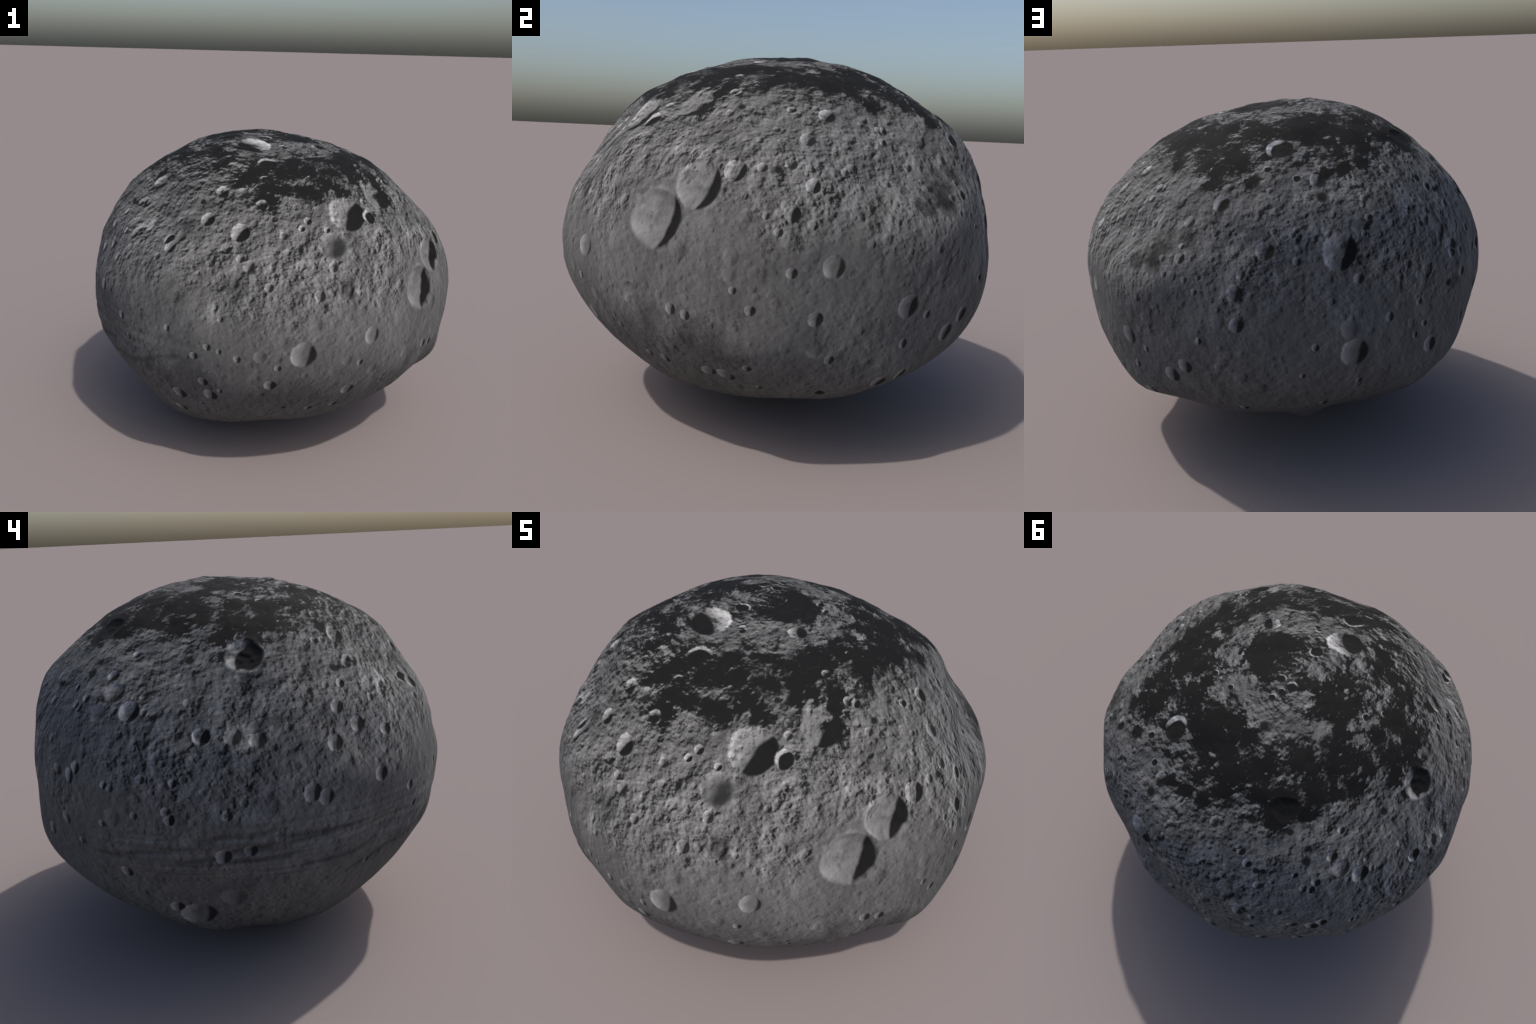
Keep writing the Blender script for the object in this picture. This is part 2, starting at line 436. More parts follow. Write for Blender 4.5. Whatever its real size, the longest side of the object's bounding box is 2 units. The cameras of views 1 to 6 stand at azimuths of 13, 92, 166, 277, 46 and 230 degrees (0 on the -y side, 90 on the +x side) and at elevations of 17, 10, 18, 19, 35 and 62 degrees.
crater(31.1, 100.7, 0.017, "plain")
crater(29.4, -146.6, 0.015, "plain")
crater(27.1, -145.0, 0.016, "shallow")
crater(-16.9, 14.1, 0.020, "plain")
crater(24.2, 139.7, 0.011, "plain")
crater(-6.7, -175.5, 0.032, "plain")
crater(16.8, 44.7, 0.017, "plain")
crater(10.0, 107.8, 0.018, "plain")
crater(0.9, 29.7, 0.011, "plain")
crater(42.2, 72.0, 0.018, "rimmed")
crater(76.3, 55.6, 0.012, "rimmed")
crater(23.0, 141.8, 0.012, "plain")
crater(0.5, 103.9, 0.022, "plain")
crater(24.0, 153.6, 0.038, "shallow")
crater(12.9, 110.3, 0.022, "plain")
crater(-12.2, 80.3, 0.014, "plain")
crater(38.3, 65.4, 0.017, "rimmed")
crater(2.1, -106.9, 0.017, "plain")
crater(54.5, -18.6, 0.019, "deep")
crater(-4.4, -98.4, 0.021, "plain")
crater(39.1, 81.7, 0.018, "rimmed")
crater(24.7, 121.3, 0.019, "plain")
crater(23.2, 16.9, 0.016, "plain")
crater(-3.2, -148.3, 0.013, "plain")
crater(-13.5, 22.6, 0.020, "shallow")
crater(2.8, 106.8, 0.020, "shallow")
crater(-8.4, 60.1, 0.021, "shallow")
crater(12.9, 112.5, 0.011, "plain")
crater(6.9, 110.2, 0.010, "plain")
crater(5.4, -48.7, 0.011, "plain")
crater(66.2, 53.6, 0.016, "rimmed")
crater(27.6, 177.7, 0.017, "plain")
crater(1.7, 160.0, 0.038, "shallow")
crater(0.8, 31.9, 0.011, "plain")
crater(81.0, 15.5, 0.141, "hollow")
crater(22.8, -27.4, 0.015, "pale")
crater(33.1, 154.0, 0.025, "deep")
crater(26.5, 49.6, 0.027, "plain")
crater(39.7, -105.1, 0.019, "black")
crater(25.6, 113.8, 0.015, "plain")
crater(20.7, 146.8, 0.014, "plain")
crater(-9.1, -154.2, 0.011, "plain")
crater(-2.8, 111.0, 0.022, "shallow")
crater(6.9, -136.6, 0.032, "plain")
crater(20.8, 28.0, 0.016, "plain")
crater(20.8, -113.7, 0.019, "plain")
crater(29.4, -141.5, 0.020, "deep", glow=1.6)
crater(-7.7, -67.8, 0.017, "shallow")
crater(-5.8, -24.4, 0.018, "shallow")
crater(2.2, 113.8, 0.017, "plain")
crater(-4.4, -55.9, 0.027, "shallow")
crater(-6.4, 112.2, 0.016, "plain")
crater(34.9, 14.7, 0.014, "pale")
crater(-4.1, 115.5, 0.017, "plain")
crater(51.8, -7.4, 0.027, "black")
crater(-8.4, -21.3, 0.023, "plain")
crater(16.5, -132.2, 0.026, "plain")
crater(31.2, -88.1, 0.044, "deep")
crater(43.9, -90.1, 0.033, "plain")
crater(-11.3, -77.0, 0.030, "plain")
crater(59.3, -80.9, 0.049, "rimmed")
crater(79.3, -54.5, 0.014, "rimmed")
crater(33.5, -141.6, 0.021, "black")
crater(32.2, 28.0, 0.013, "deep")
crater(-14.3, 89.0, 0.012, "plain")
crater(-6.0, 163.3, 0.012, "plain")
crater(0.2, 157.3, 0.015, "plain")
crater(66.4, 25.9, 0.018, "black")
crater(32.3, 41.4, 0.014, "black")
crater(21.9, 117.1, 0.016, "black")
crater(11.5, 149.9, 0.026, "deep")
crater(32.8, -111.8, 0.016, "plain")
crater(-4.8, -144.3, 0.011, "plain")
crater(26.3, 114.5, 0.015, "deep")
crater(21.0, 34.7, 0.014, "plain")
crater(4.9, -42.9, 0.015, "shallow")
crater(48.6, -116.8, 0.021, "plain")
crater(49.1, 5.3, 0.023, "black")
crater(-2.7, 36.9, 0.017, "shallow")
crater(26.9, 148.4, 0.021, "deep")
crater(40.2, 4.4, 0.018, "deep")
crater(22.3, -121.6, 0.013, "plain")
crater(0.7, -40.9, 0.014, "shallow")
crater(52.2, -57.2, 0.018, "black")
crater(-2.4, -115.7, 0.014, "plain")
crater(-5.8, -51.7, 0.017, "plain")
crater(24.5, -133.6, 0.017, "plain")
crater(41.4, -143.9, 0.018, "deep")
crater(4.2, 121.9, 0.013, "plain")
crater(16.1, 138.2, 0.021, "plain")
crater(17.7, 165.6, 0.013, "plain")
crater(71.4, -65.2, 0.015, "rimmed")
crater(-13.4, -96.7, 0.027, "plain")
crater(35.0, 32.4, 0.019, "deep")
crater(24.9, 35.9, 0.019, "plain")
crater(25.2, -128.2, 0.024, "plain")
crater(72.6, -67.3, 0.015, "deep")
crater(34.9, 30.9, 0.021, "deep")
crater(47.3, 11.2, 0.018, "black")
crater(70.2, -19.3, 0.039, "deep", turn=20)
crater(-10.2, 117.5, 0.036, "plain")
crater(41.4, -140.7, 0.016, "plain")
crater(-15.8, -91.7, 0.015, "plain")
crater(-9.9, -56.0, 0.014, "plain")
crater(35.2, -134.7, 0.024, "deep")
crater(39.3, 116.0, 0.020, "plain")
crater(41.3, 25.8, 0.011, "deep")
crater(-19.8, -3.7, 0.018, "plain")
crater(4.8, 124.6, 0.023, "black")
crater(-14.4, 31.9, 0.020, "plain")
crater(-15.5, 95.3, 0.015, "plain")
crater(-9.9, 50.6, 0.036, "plain")
crater(32.7, 43.5, 0.013, "black")
crater(49.2, -40.8, 0.017, "black")
crater(9.3, 147.4, 0.031, "deep")
crater(20.9, -127.0, 0.021, "shallow")
crater(12.6, 127.0, 0.029, "plain")
crater(81.1, -93.0, 0.031, "rimmed")
crater(25.0, 145.0, 0.020, "deep")
crater(43.8, -98.5, 0.031, "deep")
crater(47.6, -143.8, 0.018, "black")
crater(34.5, -135.7, 0.026, "deep")
crater(54.3, -108.8, 0.027, "black")
crater(-20.9, -174.0, 0.054, "shallow")
crater(4.4, 149.3, 0.019, "shallow")
crater(33.7, 125.4, 0.022, "deep")
crater(-12.4, 160.5, 0.028, "plain")
crater(21.4, 30.0, 0.013, "plain")
crater(38.5, 45.6, 0.013, "deep")
crater(14.0, 127.5, 0.036, "plain")
crater(30.8, 8.4, 0.030, "plain")
crater(34.3, -100.5, 0.034, "deep")
crater(-18.7, -95.1, 0.037, "plain")
crater(-20.2, -26.3, 0.032, "shallow")
crater(45.9, -15.6, 0.021, "deep")
crater(-18.7, 65.3, 0.014, "plain")
crater(49.9, -136.1, 0.022, "plain")
crater(25.6, -126.3, 0.015, "pale")
crater(-9.6, -46.4, 0.031, "shallow")
crater(24.5, 131.9, 0.021, "plain")
crater(-8.3, 37.5, 0.018, "plain")
crater(11.8, 131.0, 0.017, "plain")
crater(1.0, -125.3, 0.022, "plain")
crater(-23.6, 170.7, 0.030, "plain")
crater(48.2, -127.1, 0.017, "plain")
crater(29.1, 133.0, 0.019, "black")
crater(-13.9, -41.0, 0.014, "plain")
crater(-25.0, 5.1, 0.013, "plain")
crater(-13.6, 45.7, 0.040, "plain")
crater(42.4, -123.2, 0.027, "shallow")
crater(-24.3, 0.2, 0.012, "plain")
crater(-10.6, 31.9, 0.019, "shallow")
crater(-16.6, -39.7, 0.015, "plain")
crater(-24.6, -27.8, 0.024, "plain")
crater(-4.7, -122.6, 0.018, "plain")
crater(-6.6, 148.0, 0.017, "plain")
crater(-21.2, -106.6, 0.041, "plain")
crater(-1.5, 144.1, 0.030, "plain")
crater(-16.2, -135.0, 0.012, "plain")
crater(-8.4, -33.2, 0.012, "pale")
crater(-17.6, -136.6, 0.016, "plain")
crater(-28.1, 14.3, 0.024, "black")
crater(-9.1, -29.7, 0.013, "pale")
crater(14.6, -52.6, 0.016, "pale")
crater(-24.6, -33.9, 0.018, "plain")
crater(-23.7, -72.1, 0.015, "black")
crater(-7.7, 133.5, 0.029, "plain")
crater(-22.7, 34.0, 0.030, "plain")
crater(26.5, -112.4, 0.029, "rimmed")
crater(-25.9, -63.1, 0.021, "plain")
crater(-28.5, -1.3, 0.015, "plain")
crater(-25.4, 87.2, 0.021, "plain")
crater(-9.1, -17.5, 0.021, "plain")
crater(-24.9, -54.2, 0.022, "plain")
crater(-11.0, -22.0, 0.011, "plain")
crater(-26.8, 63.2, 0.022, "plain")
crater(9.7, 142.1, 0.027, "plain")
crater(3.9, 172.8, 0.021, "plain")
crater(-31.8, -111.1, 0.035, "plain")
crater(-23.7, 27.8, 0.032, "plain")
crater(24.7, 146.8, 0.022, "deep")
crater(31.5, 30.3, 0.017, "deep")
crater(6.3, 130.6, 0.026, "plain")

CRATERS.sort(key=lambda c: -c["size"])


def frame(c):
    """East-south facing frame of a crater: x towards the shadow-painted wall, z outwards."""
    n = c["n"]
    e = np.cross([0, 0, 1], n)
    e /= np.linalg.norm(e)
    s = np.cross(e, n)
    t = c["turn"]
    if t is None:
        t = 12 + 68 * (max(c["lat"], 0) / 70) ** 1.5
    t = math.radians(t)
    x = e * math.cos(t) + s * math.sin(t)
    return x, np.cross(n, x), n


# ------------------------------------------------------------------ grooves
GROOVES = []


def groove(lat_a, lon_a, lat_b, lon_b, width, depth):
    """A long trough along the great circle from a to b; width and depth in metres."""
    a, b = unit(lat_a, lon_a), unit(lat_b, lon_b)
    axis = np.cross(a, b)
    mid = (a + b) / np.linalg.norm(a + b)
    GROOVES.append((axis / np.linalg.norm(axis), mid, math.acos(float(a @ mid)), width, depth))


groove(-6.0, -173.9, -3.7, -150.0, 0.016, 0.006)
groove(-3.1, 177.5, -0.7, -162.9, 0.015, 0.005)
groove(-2.6, -164.8, -3.5, -140.0, 0.012, 0.005)
groove(-8.5, 172.6, -4.3, -164.8, 0.018, 0.006)
groove(-8.8, -176.1, -7.1, -157.4, 0.014, 0.005)
groove(-18.6, -145.6, -5.5, -102.1, 0.016, 0.004)
groove(-10.7, -158.4, -10.5, -134.0, 0.014, 0.004)
groove(-8.6, 151.2, -3.7, 179.0, 0.014, 0.004)
GIRDLE = unit(-6, -160)  # middle of the ridged belt

# ------------------------------------------------------------------ relief
def lattice_noise(p, seed):
    """Smooth value noise on an integer lattice, -1..1."""
    i = np.floor(p).astype(np.int64)
    f = p - i
    f = f * f * f * (f * (f * 6 - 15) + 10)
    out = np.zeros(len(p))
    for dx in (0, 1):
        for dy in (0, 1):
            for dz in (0, 1):
                h = (i[:, 0] + dx) * 374761393 + (i[:, 1] + dy) * 668265263 + (i[:, 2] + dz) * 2147483647 + seed * 974711
                h = (h ^ (h >> 13)) * 1274126177 & 0xFFFFFFFF
                h = (h ^ (h >> 16)) & 0xFFFF
                w = (f[:, 0] if dx else 1 - f[:, 0]) * (f[:, 1] if dy else 1 - f[:, 1]) * (f[:, 2] if dz else 1 - f[:, 2])
                out += w * (h / 32767.5 - 1)
    return out


def build_sphere(level):
    bm = bmesh.new()
    bmesh.ops.create_icosphere(bm, subdivisions=level, radius=1.0)
    me = bpy.data.meshes.new("tmp")
    bm.to_mesh(me)
    bm.free()
    d = np.empty(len(me.vertices) * 3, np.float32)
    me.vertices.foreach_get("co", d)
    tri = np.empty(len(me.loops), np.int32)
    me.loops.foreach_get("vertex_index", tri)
    bpy.data.meshes.remove(me)
    d = d.reshape(-1, 3).astype(float)
    return d / np.linalg.norm(d, axis=1, keepdims=True), tri.reshape(-1, 3)


dirs, tris = build_sphere(9)
radius = loft_radius(dirs)
for n, w, h in SWELLS:
    radius += h * np.exp(-((dirs - n) ** 2).sum(1) / w ** 2)
north = np.clip((dirs[:, 2] + 0.25) / 0.7, 0.25, 1)
radius += north * (0.006 * lattice_noise(dirs * 9, 1) + 0.0016 * lattice_noise(dirs * 22, 2) + 0.0005 * lattice_noise(dirs * 50, 3))

for axis, mid, half, width, depth in GROOVES:
    off = (dirs @ axis + 0.006 * lattice_noise(dirs * 6, 9)) / width
    along = np.clip((np.cos(half) - dirs @ mid) / (1 - np.cos(half)), -1, 1)
    radius -= depth * np.exp(-off ** 2) * np.clip(-along * 4, 0, 1)

ribs = np.exp(-((dirs - GIRDLE) ** 2).sum(1) / 0.5) * np.exp(-((dirs[:, 2] - GIRDLE[2]) / 0.15) ** 2)
radius += 0.007 * ribs * lattice_noise(dirs * np.array([1.6, 1.6, 30.0]), 17)

best = np.full(len(dirs), 9.0)
owner = np.full(len(dirs), -1)
base = loft_radius(np.array([c["n"] for c in CRATERS]))
for k, c in enumerate(CRATERS):
    c["r0"] = base[k]
    half = c["size"] / base[k]
    near = np.nonzero(dirs @ c["n"] > math.cos(min(half * 1.9, 1.5)))[0]
    x, y, z = frame(c)
    q = dirs[near] @ np.array([x, y]).T / half
    t = np.hypot(q[:, 0], q[:, 1])
    a = np.arctan2(q[:, 1], q[:, 0])
    wob = 1 + 0.06 * np.sin(2 * a + k) + 0.05 * np.sin(3 * a + 2.3 * k)
    big = min(1.0, c["size"] / 0.08)
    wob += 0.09 * big * lattice_noise(np.stack([np.cos(a) * 2.5, np.sin(a) * 2.5, a * 0 + k], 1), 5)
    tt = t / wob
    d = c["depth"] * c["size"]
    bowl = np.where(tt < 1, -d * (1 - np.clip(tt, 0, 1) ** 2.6), 0)
    lip = 0.16 * d * np.exp(-((tt - 1.02) / 0.2) ** 2)
    rough_floor = 0.25 * d * big * lattice_noise(np.stack([q[:, 0] * 4, q[:, 1] * 4, a * 0 + k], 1), 6) * np.clip(1.1 - tt, 0, 1)
    radius[near] += bowl + lip + rough_floor
    if k < 300:
        m = (t < best[near]) & (t < 1.2)
        best[near[m]] = t[m]
        owner[near[m]] = k

# scattered small pits between the catalogued craters
for k in range(500):
    n = rng.normal(size=3)
    n /= np.linalg.norm(n)
    half = 0.007 * rng.random() ** -0.4
    near = np.nonzero(dirs @ n > math.cos(half * 1.7))[0]
    if not len(near) or best[near].min() < 1.3:
        continue
    t = np.linalg.norm(dirs[near] - n, axis=1) / half
    radius[near] += half * 0.11 * (0.2 * np.exp(-((t - 1) / 0.25) ** 2) - np.where(t < 1, 1 - t ** 2, 0))

points = CENTRE + dirs * radius[:, None]
points[:, 2] -= points[:, 2].min()
centre = CENTRE

face_normal = np.cross(points[tris[:, 1]] - points[tris[:, 0]], points[tris[:, 2]] - points[tris[:, 0]])
normals = np.zeros_like(points)
for k in range(3):
    for ax in range(3):
        normals[:, ax] += np.bincount(tris[:, k], face_normal[:, ax], len(points))
normals /= np.linalg.norm(normals, axis=1, keepdims=True)

# ------------------------------------------------------------------ materials
def node(tree, kind, **inputs):
    n = tree.nodes.new("ShaderNode" + kind)
    for k, v in inputs.items():
        if k in ("operation", "noise_dimensions", "feature", "interpolation_type", "attribute_type", "attribute_name", "object", "normalize", "use_clamp", "clamp", "data_type", "blend_type"):
            setattr(n, k, v)
    slot = {s.identifier: s for s in n.inputs}
    for k, v in inputs.items():
        key = k[1:] if k[0] == "_" else None
        if key is None:
            continue
        s = n.inputs[int(key)] if key.isdigit() else n.inputs[key.replace("_", " ")]
        if isinstance(v, bpy.types.NodeSocket):
            tree.links.new(v, s)
        else:
            s.default_value = v
    return n


class Wire:
    """Small helpers that add maths nodes to one node tree."""

    def __init__(self, tree):
        self.t = tree

    def m(self, op, a, b=0.0, c=0.0, clamp=False):
        return node(self.t, "Math", operation=op, use_clamp=clamp, _0=a, _1=b, _2=c).outputs[0]

    def v(self, op, a, b=(0, 0, 0), scale=None):
        n = node(self.t, "VectorMath", operation=op, _0=a)
        if scale is not None:
            s = n.inputs["Scale"]
            self.t.links.new(scale, s) if isinstance(scale, bpy.types.NodeSocket) else setattr(s, "default_value", scale)
        elif isinstance(b, bpy.types.NodeSocket):
            self.t.links.new(b, n.inputs[1])
        else:
            n.inputs[1].default_value = b
        return n.outputs["Value"] if op in ("DOT_PRODUCT", "LENGTH", "DISTANCE") else n.outputs["Vector"]

    def ramp(self, x, lo, hi, a=0.0, b=1.0, smooth=True):
        return node(self.t, "MapRange", interpolation_type="SMOOTHSTEP" if smooth else "LINEAR", clamp=True, _0=x, _1=lo, _2=hi, _3=a, _4=b).outputs[0]

    def noise(self, p, scale, detail=4.0, rough=0.55):
        return node(self.t, "TexNoise", noise_dimensions="3D", normalize=True, _Vector=p, _Scale=scale, _Detail=detail, _Roughness=rough)


BLACKS, GREYS, TONES, PLAINS = [], [], [], []


def painted_night(lat, lon, size):
    BLACKS.append((unit(lat, lon), math.radians(size)))


def grey_plain(lat, lon, size):
    GREYS.append((unit(lat, lon), math.radians(size)))


def smooth_plain(lat, lon, size):
    PLAINS.append((unit(lat, lon), math.radians(size)))


def tone(lat, lon, size, amount):
    """A duskier (amount < 0) or paler patch, soft edged."""
    TONES.append((unit(lat, lon), math.radians(size), amount))


painted_night(81.0, 15.5, 11.9)
painted_night(71.6, -177.6, 9.5)
painted_night(79.7, 64.4, 6.5)
painted_night(78.8, -20.3, 5.9)
painted_night(68.3, -166.1, 4.4)
painted_night(77.2, -165.6, 4.5)
painted_night(72.8, -149.5, 4.5)
painted_night(59.8, -118.0, 5.5)
painted_night(63.7, -124.7, 3.6)
painted_night(55.6, -139.7, 4.5)
painted_night(55.7, -155.2, 5.2)
painted_night(49.0, -156.8, 5.1)
painted_night(48.0, -164.9, 5.1)
painted_night(44.4, -163.8, 3.4)
painted_night(60.0, 89.7, 8.2)
painted_night(55.4, 81.8, 6.1)
painted_night(63.7, 101.5, 5.2)
painted_night(62.9, 114.2, 4.2)
painted_night(57.7, 103.7, 7.7)
painted_night(53.4, 114.3, 7.4)
painted_night(55.0, 124.6, 4.9)
painted_night(59.5, 144.3, 6.1)
painted_night(58.0, 150.3, 4.1)
painted_night(60.8, 165.5, 3.7)
painted_night(55.2, 162.1, 4.5)
painted_night(49.8, 158.9, 3.2)
painted_night(58.2, 129.3, 4.9)
painted_night(48.7, 138.0, 5.5)
painted_night(43.4, 135.8, 3.5)
painted_night(54.2, 93.2, 6.0)
painted_night(49.3, 74.0, 4.0)
painted_night(46.6, 57.8, 5.4)
painted_night(43.8, 62.0, 4.0)
painted_night(58.9, 62.3, 5.5)
painted_night(62.9, 62.2, 4.6)
painted_night(61.6, 43.6, 5.2)
painted_night(51.1, 19.7, 5.9)
painted_night(53.3, 13.3, 4.9)
painted_night(52.3, 29.8, 4.8)
painted_night(60.9, 10.4, 3.0)
painted_night(60.5, -4.5, 5.5)
painted_night(59.5, -14.4, 4.5)
painted_night(59.0, -24.4, 5.0)
painted_night(53.6, 1.4, 3.5)
painted_night(61.7, -43.1, 4.0)
painted_night(55.4, -56.6, 5.1)
painted_night(55.3, -68.6, 5.0)
painted_night(57.9, -79.9, 4.0)
painted_night(55.7, -87.8, 4.9)
painted_night(42.2, -80.0, 4.0)
painted_night(49.2, -52.0, 5.1)
painted_night(59.1, -129.5, 4.5)
painted_night(46.1, -172.0, 2.9)
painted_night(46.6, -79.4, 4.8)
painted_night(46.1, -71.6, 3.1)
painted_night(46.1, -65.6, 3.9)
painted_night(46.0, -59.8, 3.5)
painted_night(47.4, -54.6, 3.1)
painted_night(50.3, -89.4, 4.9)
painted_night(48.1, -93.7, 2.5)
painted_night(52.2, -79.4, 3.3)
painted_night(53.5, -72.8, 4.1)
painted_night(60.5, -63.7, 4.2)
painted_night(62.1, -48.8, 3.3)
painted_night(60.2, -37.9, 2.5)
painted_night(60.7, -20.9, 5.9)
painted_night(54.0, -30.4, 4.4)
painted_night(49.2, -33.2, 3.1)
painted_night(55.7, -23.7, 3.2)
painted_night(48.7, -18.3, 3.1)
painted_night(57.4, 1.5, 3.4)
painted_night(52.5, -2.3, 4.2)
painted_night(53.2, 8.4, 4.3)
painted_night(62.3, 26.2, 3.7)
painted_night(80.1, 168.1, 6.9)
painted_night(81.6, -34.3, 4.7)
painted_night(63.4, -114.9, 4.9)
painted_night(54.2, -105.6, 3.9)
painted_night(39.6, -24.1, 3.0)
painted_night(44.9, -20.7, 2.7)
painted_night(57.6, 69.5, 4.9)
painted_night(48.2, 55.7, 5.4)
painted_night(54.4, 43.5, 6.7)
painted_night(54.6, 26.0, 6.1)
painted_night(44.7, 47.5, 3.9)
painted_night(47.5, 100.7, 3.9)
painted_night(40.8, 98.3, 3.7)
painted_night(47.3, 113.7, 4.7)
painted_night(49.7, 127.3, 4.1)
painted_night(42.0, 107.4, 3.0)
painted_night(38.4, 67.4, 2.5)
painted_night(40.1, 91.5, 2.2)
painted_night(43.9, 82.8, 1.5)
painted_night(48.1, 27.9, 3.3)
painted_night(51.2, 150.1, 4.8)
painted_night(57.1, 169.7, 5.6)
painted_night(46.4, 145.5, 3.9)
painted_night(45.0, 134.6, 3.2)
painted_night(50.6, -169.2, 4.2)
painted_night(56.9, -169.4, 3.2)
painted_night(65.2, 179.3, 5.9)
painted_night(44.4, -175.5, 2.9)
painted_night(49.3, 169.3, 3.8)
painted_night(52.1, 178.2, 3.1)
painted_night(39.2, -173.9, 1.4)
painted_night(46.2, -137.9, 2.3)
painted_night(57.9, -32.4, 3.4)
painted_night(60.1, 26.2, 4.3)
painted_night(55.5, 35.8, 5.9)
painted_night(48.2, 47.3, 4.9)
painted_night(43.5, 33.3, 3.1)
painted_night(53.1, -44.1, 3.4)
painted_night(50.0, -28.5, 3.2)
painted_night(45.5, -46.9, 3.3)
painted_night(41.9, 53.5, 4.0)
painted_night(37.4, 55.4, 3.2)
grey_plain(72.7, 75.2, 5.8)
grey_plain(68.2, 73.0, 3.6)
grey_plain(73.2, 99.3, 5.0)
grey_plain(70.7, 129.4, 5.5)
grey_plain(68.9, 145.5, 4.1)
grey_plain(67.1, 161.2, 4.0)
grey_plain(64.3, 123.0, 2.7)
grey_plain(77.5, 155.0, 4.2)
grey_plain(67.0, 8.9, 3.9)
grey_plain(67.0, 29.8, 3.5)
grey_plain(66.6, -11.3, 3.2)
grey_plain(66.7, -27.9, 4.0)
grey_plain(69.5, -48.8, 4.8)
grey_plain(71.7, 40.1, 3.0)
grey_plain(73.0, -106.9, 3.0)
grey_plain(77.8, -118.3, 3.7)
grey_plain(82.7, -150.7, 3.3)
grey_plain(63.2, -97.3, 2.3)
grey_plain(64.1, -112.8, 2.9)
grey_plain(69.9, -127.1, 2.9)
grey_plain(64.3, -177.1, 2.7)
grey_plain(61.1, -168.3, 2.1)
grey_plain(59.9, -179.1, 1.7)
grey_plain(51.6, 84.0, 2.1)
grey_plain(65.4, -91.1, 3.5)
grey_plain(70.7, -78.7, 4.3)
grey_plain(71.2, -55.4, 4.3)
grey_plain(72.6, -32.6, 4.3)
grey_plain(71.1, -14.8, 3.6)
grey_plain(69.9, 13.0, 3.7)
grey_plain(70.0, 34.8, 3.1)
grey_plain(76.3, 47.0, 2.3)
grey_plain(66.2, -67.2, 2.8)
grey_plain(66.1, -46.2, 2.7)
grey_plain(64.8, -33.4, 2.1)
grey_plain(64.6, 66.3, 2.0)
grey_plain(84.7, -120.9, 2.3)
grey_plain(71.5, 108.3, 4.3)
grey_plain(75.8, 72.9, 3.7)
tone(31.1, -107.3, 2.8, -0.45)
tone(14.2, -86.2, 3.2, -0.4)
tone(16.9, -89.0, 3.5, -0.3)
tone(26.9, -58.4, 3.7, -0.5)
tone(15.1, -55.5, 3.0, -0.5)
tone(14.7, -52.1, 1.5, 0.5)
tone(29.2, -125.8, 2.7, 0.35)
tone(7.2, -92.9, 2.6, 0.25)
tone(34.3, -117.4, 4.0, -0.25)
tone(28.6, -49.7, 3.7, -0.35)
tone(16.5, -43.3, 4.3, 0.15)
tone(1.3, -36.7, 6.4, 0.15)
tone(-14.6, -103.3, 10.1, -0.15)
tone(-16.3, -71.7, 8.7, -0.15)
tone(-12.3, -115.1, 2.5, -0.25)
tone(1.3, -72.4, 2.2, -0.2)
tone(-6.2, -46.5, 4.9, -0.15)
tone(17.6, 42.8, 4.1, -0.6)
tone(15.6, 36.6, 3.1, -0.45)
tone(22.3, 51.3, 2.9, -0.5)
tone(31.0, -16.2, 4.4, -0.35)
tone(27.1, -9.2, 2.6, -0.25)
tone(22.2, 0.9, 1.4, -0.45)
tone(11.6, -25.5, 5.8, 0.12)
tone(-8.1, -33.8, 1.3, 0.5)
tone(-12.1, -17.6, 5.8, -0.28)
tone(-15.8, -9.6, 5.7, -0.25)
tone(-11.1, -27.0, 3.9, -0.25)
tone(13.9, -4.0, 5.6, -0.08)
tone(14.4, 41.5, 2.7, -0.4)
tone(17.0, -0.4, 2.8, -0.12)
tone(18.3, 40.1, 4.2, -0.45)
tone(21.2, 45.0, 3.4, -0.45)
tone(23.5, 50.1, 2.8, -0.4)
tone(15.2, 34.8, 2.8, -0.3)
tone(30.0, 106.4, 3.3, -0.4)
tone(29.5, 103.7, 2.2, -0.3)
tone(4.6, 126.7, 2.4, -0.35)
tone(22.8, -161.7, 2.1, -0.45)
tone(21.5, -165.8, 2.1, -0.35)
tone(5.5, -165.6, 3.1, -0.3)
tone(13.8, -174.5, 2.5, -0.15)
tone(49.5, -147.3, 1.8, 0.3)
tone(48.0, -72.9, 0.1, 0)
smooth_plain(0, -20, 22)
smooth_plain(-14, 15, 24)
smooth_plain(-12, -60, 25)

ROCK = (0.101, 0.1005, 0.1005)
BLACK = (0.0065, 0.0065, 0.0065)  # colour of the polar night and of cast crater shadows, painted on


